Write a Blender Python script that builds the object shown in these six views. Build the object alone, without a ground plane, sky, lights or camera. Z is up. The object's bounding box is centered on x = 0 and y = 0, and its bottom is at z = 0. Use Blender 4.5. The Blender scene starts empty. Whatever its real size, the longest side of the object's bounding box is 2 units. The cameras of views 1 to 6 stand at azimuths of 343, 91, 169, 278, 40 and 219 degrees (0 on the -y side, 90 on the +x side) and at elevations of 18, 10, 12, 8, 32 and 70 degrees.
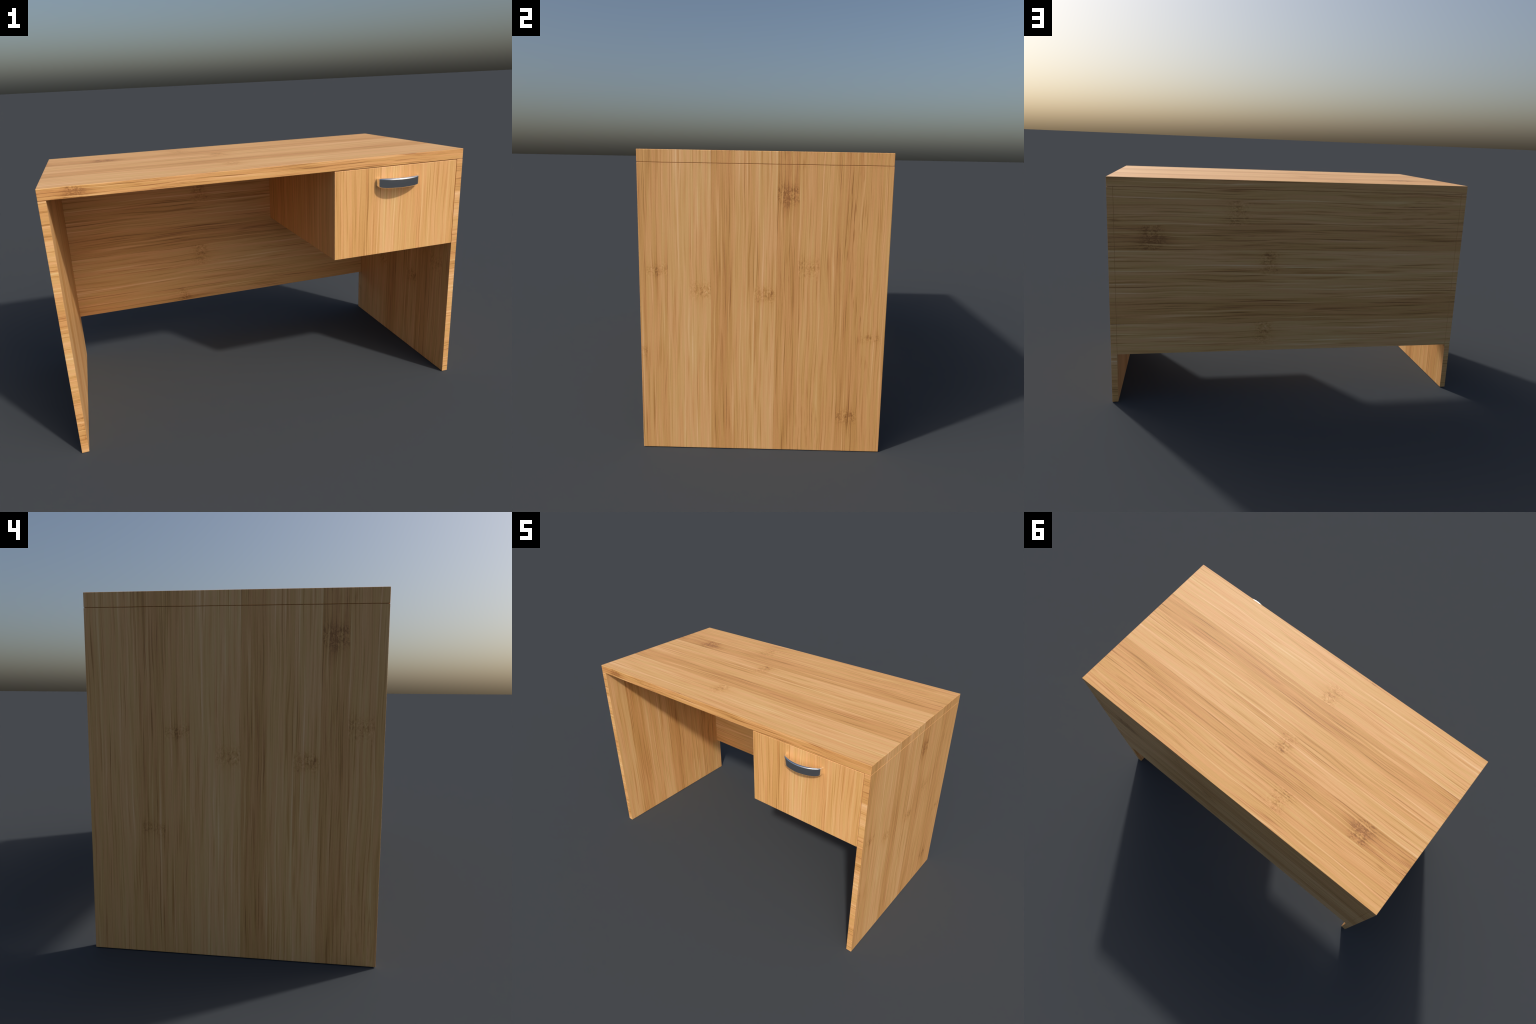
"""Single pedestal writing desk in bamboo board: slab top, two panel sides,
modesty back panel, one hanging drawer box with a bowed metal pull."""
import bpy, bmesh, math
from mathutils import Vector

# ----------------------------------------------------------------- sizes (m)
HALF_W = 1.0                       # half length of the desk
FRONT, REAR = -0.468, 0.532        # y of the board edges
TOP_Z, SLAB_Z = 1.25, 1.2005       # upper / lower face of the slab
SIDE_T = 0.0325                    # thickness of the side boards
BACK_T, BACK_LOW = 0.0345, 0.2815  # modesty panel
DRAWER_L, DRAWER_LOW, DRAWER_TOP = 0.2972, 0.7635, 1.1978
PULL_X, PULL_Z, PULL_OUT = 0.6305, 1.1255, 0.064
GAP = 0.0011                        # shadow gap under the slab
EASE = 0.0020                      # eased edges of the boards

# ------------------------------------------------- tiny node-expression layer
class E:
    """A float socket that can be combined with + - * / into Math nodes."""
    tree = None
    def __init__(self, sock): self.s = sock
    def __add__(a, b): return fn('ADD', a, b)
    def __radd__(a, b): return fn('ADD', b, a)
    def __sub__(a, b): return fn('SUBTRACT', a, b)
    def __rsub__(a, b): return fn('SUBTRACT', b, a)
    def __mul__(a, b): return fn('MULTIPLY', a, b)
    def __rmul__(a, b): return fn('MULTIPLY', b, a)
    def __truediv__(a, b): return fn('DIVIDE', a, b)

def plug(v, sock):
    if isinstance(v, E): E.tree.links.new(v.s, sock)
    else: sock.default_value = v

def fn(op, *args, clamp=False):
    n = E.tree.nodes.new('ShaderNodeMath'); n.operation = op; n.use_clamp = clamp
    for a, i in zip(args, n.inputs): plug(a, i)
    return E(n.outputs[0])

def step(lo, hi, v):               # smooth threshold
    n = E.tree.nodes.new('ShaderNodeMapRange'); n.interpolation_type = 'SMOOTHSTEP'
    plug(v, n.inputs['Value']); n.inputs['From Min'].default_value = lo; n.inputs['From Max'].default_value = hi
    return E(n.outputs['Result'])

def vec(x, y, z=0.0):
    n = E.tree.nodes.new('ShaderNodeCombineXYZ')
    for a, i in zip((x, y, z), n.inputs): plug(a, i)
    return n.outputs[0]

def noise(x, y, z=0.0, detail=2.0, rough=0.5, distort=0.0):
    n = E.tree.nodes.new('ShaderNodeTexNoise'); n.noise_dimensions = '3D'
    n.inputs['Scale'].default_value = 1.0
    n.inputs['Detail'].default_value = detail; n.inputs['Roughness'].default_value = rough
    n.inputs['Distortion'].default_value = distort
    E.tree.links.new(vec(x, y, z), n.inputs['Vector'])
    return E(n.outputs[0])

def ramp(v, stops, interp='LINEAR'):
    n = E.tree.nodes.new('ShaderNodeValToRGB'); cr = n.color_ramp; cr.interpolation = interp
    while len(cr.elements) < len(stops): cr.elements.new(1.0)
    for el, (p, c) in zip(cr.elements, stops):
        el.position = p; el.color = (*c, 1.0) if isinstance(c, tuple) else (c, c, c, 1.0)
    plug(v, n.inputs[0])
    return n.outputs[0]

def mix(f, a, b):
    n = E.tree.nodes.new('ShaderNodeMix'); n.data_type = 'RGBA'
    plug(f, n.inputs[0]); E.tree.links.new(a, n.inputs[6]); E.tree.links.new(b, n.inputs[7])
    return n.outputs[2]

def srgb(r, g, b):
    f = lambda c: c / 12.92 if c <= 0.04045 else ((c + 0.055) / 1.055) ** 2.4
    return tuple(f(c / 255) for c in (r, g, b))

# ------------------------------------------------------------- bamboo pattern
LATH, LATH0 = 0.0872, -0.179       # lath width and one lath joint, in pattern metres
FIRST = -10
LATH_TONE = [.5, .45, .55, .5, .5, .55, .38, .46, .66, .70, .30, .58, .70, .34, .52, .50, .34, .42, .50, .45, .72, .53, .62, .48, .45]
#           (s, t, half height along the grain, strength, stain around it)
NODES = [(.125, 1.086, .036, .55, .20),
         (-.393, .772, .022, .55, .03),
         (-.222, .693, .034, .55, .04),
         (.039, .680, .030, .60, .06),
         (.212, .794, .036, .55, .03),
         (.473, .501, .018, .42, .04),
         (.386, .159, .028, .50, .09),
         (-.475, .437, .024, .42, .04)]

def bamboo_group():
    g = bpy.data.node_groups.new('bamboo', 'ShaderNodeTree'); E.tree = g
    for nm in ('s', 't', 'streaks'): g.interface.new_socket(nm, in_out='INPUT', socket_type='NodeSocketFloat')
    g.interface.new_socket('Color', in_out='OUTPUT', socket_type='NodeSocketColor')
    g.interface.new_socket('Height', in_out='OUTPUT', socket_type='NodeSocketFloat')
    gi, go = g.nodes.new('NodeGroupInput'), g.nodes.new('NodeGroupOutput')
    s, t, streaks = (E(o) for o in list(gi.outputs)[:3])

    u = (s - LATH0) / LATH
    k = fn('FLOOR', u)
    f = u - k                                                   # 0..1 across one lath
    lath_tone = E(ramp((k - FIRST + .5) / len(LATH_TONE),
                       [(i / len(LATH_TONE), v) for i, v in enumerate(LATH_TONE)], 'CONSTANT'))
    seed = k * 3.71
    # slow drift of the fibres
    drift = (noise(s * 5, t * 2.2, seed, 1) - .5) * .018 + (noise(s * 14, t * 7, seed + 2, 1) - .5) * .005
    w = s + drift
    broad = noise(w * 34, t * .9, seed + 11, 2) - .5            # bands inside a lath
    along = noise(w * 6, t * 1.7, seed + 23, 2) - .5            # change along a lath
    fine = noise(w * 230, t * 2.6, seed + 5, 3, .6) - .5        # fibre
    vein = noise(w * 125, t * 2.1, seed + 31, 2, .5)            # long dark fibres
    thin = noise(w * 210, t * 3.4, seed + 37, 1, .5)            # hair fine dark fibres
    pale = noise(w * 135, t * 1.4, seed + 47, 2, .5)            # long pale fibres
    dash = noise(w * 125, t * 9, seed + 59, 2, .5)              # shorter dashes
    dashy = step(.46, .60, noise(s * 5.0, t * 1.0, 3.9, 1)) * step(.05, .14, s) * step(.50, .44, s)
    grain = noise(s * 420, t * 120, 7.7, 2)                     # pores

    v = .5 + .66 * (lath_tone - .5) + .22 * along + .34 * broad + .46 * fine + .10 * (grain - .5)
    v = v - streaks * (.20 * step(.55, .70, vein) + .25 * step(.57, .70, thin) - .25 * step(.57, .71, pale))
    v = v - .22 * step(.55, .68, dash) * (.08 + .92 * dashy) * streaks
    # the joint between two laths: a thin pale or dark edge here and there
    edge = step(.05, .0, fn('MINIMUM', f, 1 - f))
    v = v + .30 * edge * (noise(k * 7.1, t * 2.0, 1.0, 0) - .45)
    # culm nodes: curly dark figure right across one lath
    curl = noise(s * 48, t * 46, 2.0, 1, .5, 1.6)
    hook = noise(s * 80 + 9, t * 42, 5.0, 1, .5, 1.0)
    line = step(.105, .015, fn('ABSOLUTE', curl - .5))
    figure = line * .62 + step(.54, .68, hook) * .60 + step(.55, .72, curl) * .25 - step(.46, .32, hook) * .55
    ragged = noise(s * 40, t * 9, 8.0, 2)
    for s0, t0, h, power, stain in NODES:
        k0 = math.floor((s0 - LATH0) / LATH)
        here = fn('COMPARE', k, float(k0), .1)
        bend = (noise(s * 30, 4.0 * s0, t0, 1) - .5) * .030
        dt = fn('ABSOLUTE', t - t0 + bend)
        e = fn('EXPONENT', 0 - fn('POWER', dt / (h * (.65 + .7 * ragged)), 2.4)) * here
        mid = (k0 + .5) * LATH + LATH0
        e = e * step(.050, .036, fn('ABSOLUTE', s - mid))
        v = v - e * (power * (.58 * figure + .02))
        if stain:
            spread = dt / (h * (.8 + 2.6 * ragged)) 
            across = fn('POWER', (s - mid) / .036, 2.0)
            v = v - fn('EXPONENT', 0 - (spread * spread + across * .8)) * here * stain
    warm = ramp(fn('ADD', v, 0.0, clamp=True),
                [(0.0, srgb(*DEEP)), (.25, srgb(*DARK)), (.5, srgb(*MID)), (.75, srgb(*LIGHT)), (1.0, srgb(*PALE))])
    cool = ramp(fn('ADD', v, 0.0, clamp=True),
                [(0.0, srgb(*[c * m for c, m in zip(DEEP, TINT)])), (.25, srgb(*[c * m for c, m in zip(DARK, TINT)])),
                 (.5, srgb(*[c * m for c, m in zip(MID, TINT)])), (.75, srgb(*[c * m for c, m in zip(LIGHT, TINT)])),
                 (1.0, srgb(*[c * m for c, m in zip(PALE, TINT)]))])
    hue = step(.38, .62, noise(w * 70, t * 3.0, seed + 71, 2))
    g.links.new(mix(hue, warm, cool), go.inputs[0])
    g.links.new(v.s, go.inputs[1])
    return g

DEEP, DARK, MID, LIGHT, PALE = (168, 111, 61), (213, 152, 90), (232, 174, 112), (243, 191, 134), (251, 210, 160)
TINT = (.978, 1.0, .955)
BAMBOO = bamboo_group()

def board_material(name, s_map, t_map, streaks=1.0):
    """s_map, t_map: (x, y, z, offset) weights that lay the pattern on a face."""
    m = bpy.data.materials.new(name); m.use_nodes = True
    E.tree = m.node_tree
    bsdf = E.tree.nodes['Principled BSDF']
    co = E.tree.nodes.new('ShaderNodeTexCoord').outputs['Object']
    def dot(wt):
        n = E.tree.nodes.new('ShaderNodeVectorMath'); n.operation = 'DOT_PRODUCT'
        E.tree.links.new(co, n.inputs[0]); n.inputs[1].default_value = wt[:3]
        return E(n.outputs['Value']) + wt[3]
    gn = E.tree.nodes.new('ShaderNodeGroup'); gn.node_tree = BAMBOO
    plug(dot(s_map), gn.inputs[0]); plug(dot(t_map), gn.inputs[1]); gn.inputs[2].default_value = streaks
    E.tree.links.new(gn.outputs[0], bsdf.inputs['Base Color'])
    bump = E.tree.nodes.new('ShaderNodeBump')
    bump.inputs['Strength'].default_value = .06; bump.inputs['Distance'].default_value = .002
    E.tree.links.new(gn.outputs[1], bump.inputs['Height'])
    E.tree.links.new(bump.outputs[0], bsdf.inputs['Normal'])
    bsdf.inputs['Roughness'].default_value = .5
    bsdf.inputs['Specular IOR Level'].default_value = .5
    return m

def lay(axis_s, gain_s, at_s, axis_t, gain_t, at_t):
    """Pattern point at_s=(coordinate, s) and at_t=(coordinate, t); gain = pattern per metre."""
    def row(axis, gain, at):
        w = [0.0, 0.0, 0.0, at[1] - gain * at[0]]; w['xyz'.index(axis)] = gain
        return tuple(w)
    return row(axis_s, gain_s, at_s), row(axis_t, gain_t, at_t)

A = 1 / 1.475; B = 1 / 1.575; C = 1 / 1.28
WOOD = {
    'slab':       lay('y', A, (.124, .039), 'x', -A, (-.117, .68)),
    'slab_edge':  lay('z', 1.0, (1.23, .124), 'x', -1.0, (-.865, 1.086)),
    'outer_right': lay('y', 1.0, (0, 0), 'z', 1.0, (0, 0)),
    'outer_left': lay('y', -1.0, (0, -.18), 'z', 1.0, (0, -.019)),
    'inner_right': lay('y', -C, (-.126, .039), 'z', C, (.47, .68)),
    'inner_left': lay('y', C, (-.3387, -.179), 'z', C, (1.2, -.08)),
    'rear':       lay('z', B, (.798, .039), 'x', B, (.143, .68)),
    'back_inner': lay('z', B, (.988, .039), 'x', -B, (-.165, .68)),
    'board_edge': lay('z', .62, (0, -.56), 'x', 1.0, (0, 1.4)),
    'drawer_face': lay('x', A, (.5426, .693), 'z', A, (.764, .86)),
    'drawer_wall': lay('y', A, (-.468, .90), 'z', A, (.764, -.55)),
}
CALM = {'drawer_face': .85, 'slab_edge': 1.5, 'board_edge': 1.1, 'rear': 1.35, 'back_inner': 1.3}             # boards with a quieter or bolder figure
MATS = {n: board_material('bamboo_' + n, *m, CALM.get(n, 1.0)) for n, m in WOOD.items()}

# --------------------------------------------------------------------- boards
def finish(name, bm, parent, smooth=True):
    me = bpy.data.meshes.new(name); bm.to_mesh(me); bm.free()
    ob = bpy.data.objects.new(name, me); bpy.context.scene.collection.objects.link(ob)
    ob.parent = parent
    if smooth:
        for p in me.polygons: p.use_smooth = True
    return ob

SIDES = ('+x', '-x', '+y', '-y', '+z', '-z')
def board(name, lo, hi, faces, parent, ease=EASE, tongue=None):
    """Box with eased edges; faces maps '+x', '-y', ... to a WOOD name ('*' = the rest)."""
    bm = bmesh.new(); bmesh.ops.create_cube(bm, size=1)
    for v in bm.verts:
        v.co = Vector([(l + h) / 2 + c * (h - l) for l, h, c in zip(lo, hi, v.co)])
    bmesh.ops.bevel(bm, geom=bm.edges[:], offset=ease, segments=3, profile=.5, affect='EDGES', clamp_overlap=True)
    if tongue:                     # narrower strip on top that carries the slab, leaving a shadow gap
        inset, up = tongue
        made = bmesh.ops.create_cube(bm, size=1)['verts']
        for v in made:
            v.co = Vector([(l + h) / 2 + c * (h - l - 2 * inset) for l, h, c in zip(lo, hi, v.co)])
            v.co.z = hi[2] + up if v.co.z > (lo[2] + hi[2]) / 2 else hi[2] - .02
    bm.normal_update()
    names = [faces.get(s, faces.get('*')) for s in SIDES]
    slots = list(dict.fromkeys(names))
    big = {}
    for f in bm.faces:
        n = f.normal; i = max(range(3), key=lambda a: abs(n[a]))
        side = SIDES[2 * i + (n[i] < 0)]
        f.material_index = slots.index(faces.get(side, faces.get('*')))
        f.smooth = True
    ob = finish(name, bm, parent)
    for s in slots: ob.data.materials.append(MATS[s])
    # flat boards, rounded arrises: weight the vertex normals by face area
    wn = ob.modifiers.new('weighted_normals', 'WEIGHTED_NORMAL'); wn.keep_sharp = True; wn.weight = 100
    return ob

desk = bpy.data.objects.new('writing_desk', None)
bpy.context.scene.collection.objects.link(desk)
desk['label'] = 'bamboo writing desk with one hanging drawer and metal pull'
desk['category'] = 'desk'

board('tabletop', (-HALF_W, FRONT, SLAB_Z), (HALF_W, REAR, TOP_Z),
      {'+z': 'slab', '-z': 'slab', '-y': 'slab_edge', '+y': 'rear', '+x': 'outer_right', '-x': 'outer_left'}, desk)
INNER = HALF_W - SIDE_T
board('side_panel', (-HALF_W, FRONT, 0), (-INNER, REAR, SLAB_Z - GAP),
      {'-x': 'outer_left', '+x': 'inner_left', '+y': 'rear', '*': 'board_edge'}, desk, .0010, (.006, GAP - .0002))
board('side_panel', (INNER, FRONT, 0), (HALF_W, REAR, SLAB_Z - GAP),
      {'+x': 'outer_right', '-x': 'inner_right', '+y': 'rear', '*': 'board_edge'}, desk, .0010, (.006, GAP - .0002))
board('back_panel', (-INNER + .0003, REAR - BACK_T, BACK_LOW), (INNER - .0003, REAR - .0004, SLAB_Z - GAP),
      {'+y': 'rear', '*': 'back_inner'}, desk, .0010, (.006, GAP - .0002))
drawer = board('drawer', (DRAWER_L, FRONT, DRAWER_LOW), (INNER - .0022, REAR - BACK_T - .0005, DRAWER_TOP),
      {'-y': 'drawer_face', '+y': 'drawer_face', '*': 'drawer_wall'}, desk)

# ----------------------------------------------------------------- metal pull
def pull_path():
    """Plan of the bow, from the drawer face out, across and back: (x, out) pairs."""
    half, corner, rise = .1045, .0090, .032
    R = (half ** 2 + rise ** 2) / (2 * rise)
    pts = [(-half - .0064, -.004), (-half - .0060, .002), (-half - .0046, .008)]      # the legs lean in a little
    a = math.asin(half / R)
    flat = PULL_OUT - rise - PULL_T / 2
    n = 28
    arc = [(R * math.sin(a * q), flat + rise - (R - R * math.cos(a * q))) for q in [-1 + 2 * i / n for i in range(n + 1)]]
    # round the corner between the leg and the bow
    p0, p1, p2 = (-half - .0028, flat - corner), (-half - .0004, flat + .001), arc[3]
    bend = [tuple((1 - q) ** 2 * a0 + 2 * q * (1 - q) * b0 + q * q * c0 for a0, b0, c0 in zip(p0, p1, p2))
            for q in [i / 7 for i in range(8)]]
    left = pts + bend
    mid = arc[4:-4]
    right = [(-x, y) for x, y in reversed(left)]
    return left + mid + right

PULL_T = .017
def pull(parent):
    path = [Vector((x, -o, 0)) for x, o in pull_path()]
    length = [0.0]
    for p, q in zip(path, path[1:]): length.append(length[-1] + (q - p).length)
    bm = bmesh.new(); rings = []
    seg = 6
    for i, p in enumerate(path):
        tan = (path[min(i + 1, len(path) - 1)] - path[max(i - 1, 0)]).normalized()
        out = Vector((tan.y, -tan.x, 0)) * 1.0            # across the band, away from the drawer
        d = min(length[i], length[-1] - length[i])         # distance from the nearer foot
        ease = min(1.0, d / .062); ease = 1 - (1 - ease) ** 2.2
        lo, hi = -.0150 - .0095 * ease, .0200 + .0040 * ease
        t2 = PULL_T / 2 * (.50 + .50 * min(1.0, d / .075))
        r = t2 * .98
        ring = []
        for cx, cz, a0 in ((t2 - r, hi - r, 0), (-t2 + r, hi - r, 90), (-t2 + r, lo + r, 180), (t2 - r, lo + r, 270)):
            for j in range(seg + 1):
                an = math.radians(a0 + 90 * j / seg)
                ring.append(p + out * (cx + r * math.cos(an)) + Vector((0, 0, cz + r * math.sin(an))))
        rings.append([bm.verts.new(v + Vector((PULL_X, FRONT, PULL_Z))) for v in ring])
    m = len(rings[0])
    for a, b in zip(rings, rings[1:]):
        for j in range(m):
            bm.faces.new((a[j], a[(j + 1) % m], b[(j + 1) % m], b[j]))
    bm.faces.new(rings[0][::-1]); bm.faces.new(rings[-1])
    bmesh.ops.remove_doubles(bm, verts=bm.verts[:], dist=1e-5)
    bmesh.ops.recalc_face_normals(bm, faces=bm.faces[:])
    ob = finish('drawer_pull', bm, parent)
    mt = bpy.data.materials.new('polished_steel'); mt.use_nodes = True; E.tree = mt.node_tree
    b = E.tree.nodes['Principled BSDF']
    co = E.tree.nodes.new('ShaderNodeTexCoord').outputs['Object']
    sep = E.tree.nodes.new('ShaderNodeSeparateXYZ'); E.tree.links.new(co, sep.inputs[0])
    x, y, z = (E(o) for o in sep.outputs)
    smear = noise(x * 40, y * 40, z * 90, 2)
    E.tree.links.new(ramp(smear, [(.3, (.93, .93, .93)), (.7, (.97, .97, .97))]), b.inputs['Base Color'])
    b.inputs['Metallic'].default_value = 1.0
    plug(.10 + .03 * smear, b.inputs['Roughness'])
    ob.data.materials.append(mt)
    return ob

pull(drawer)
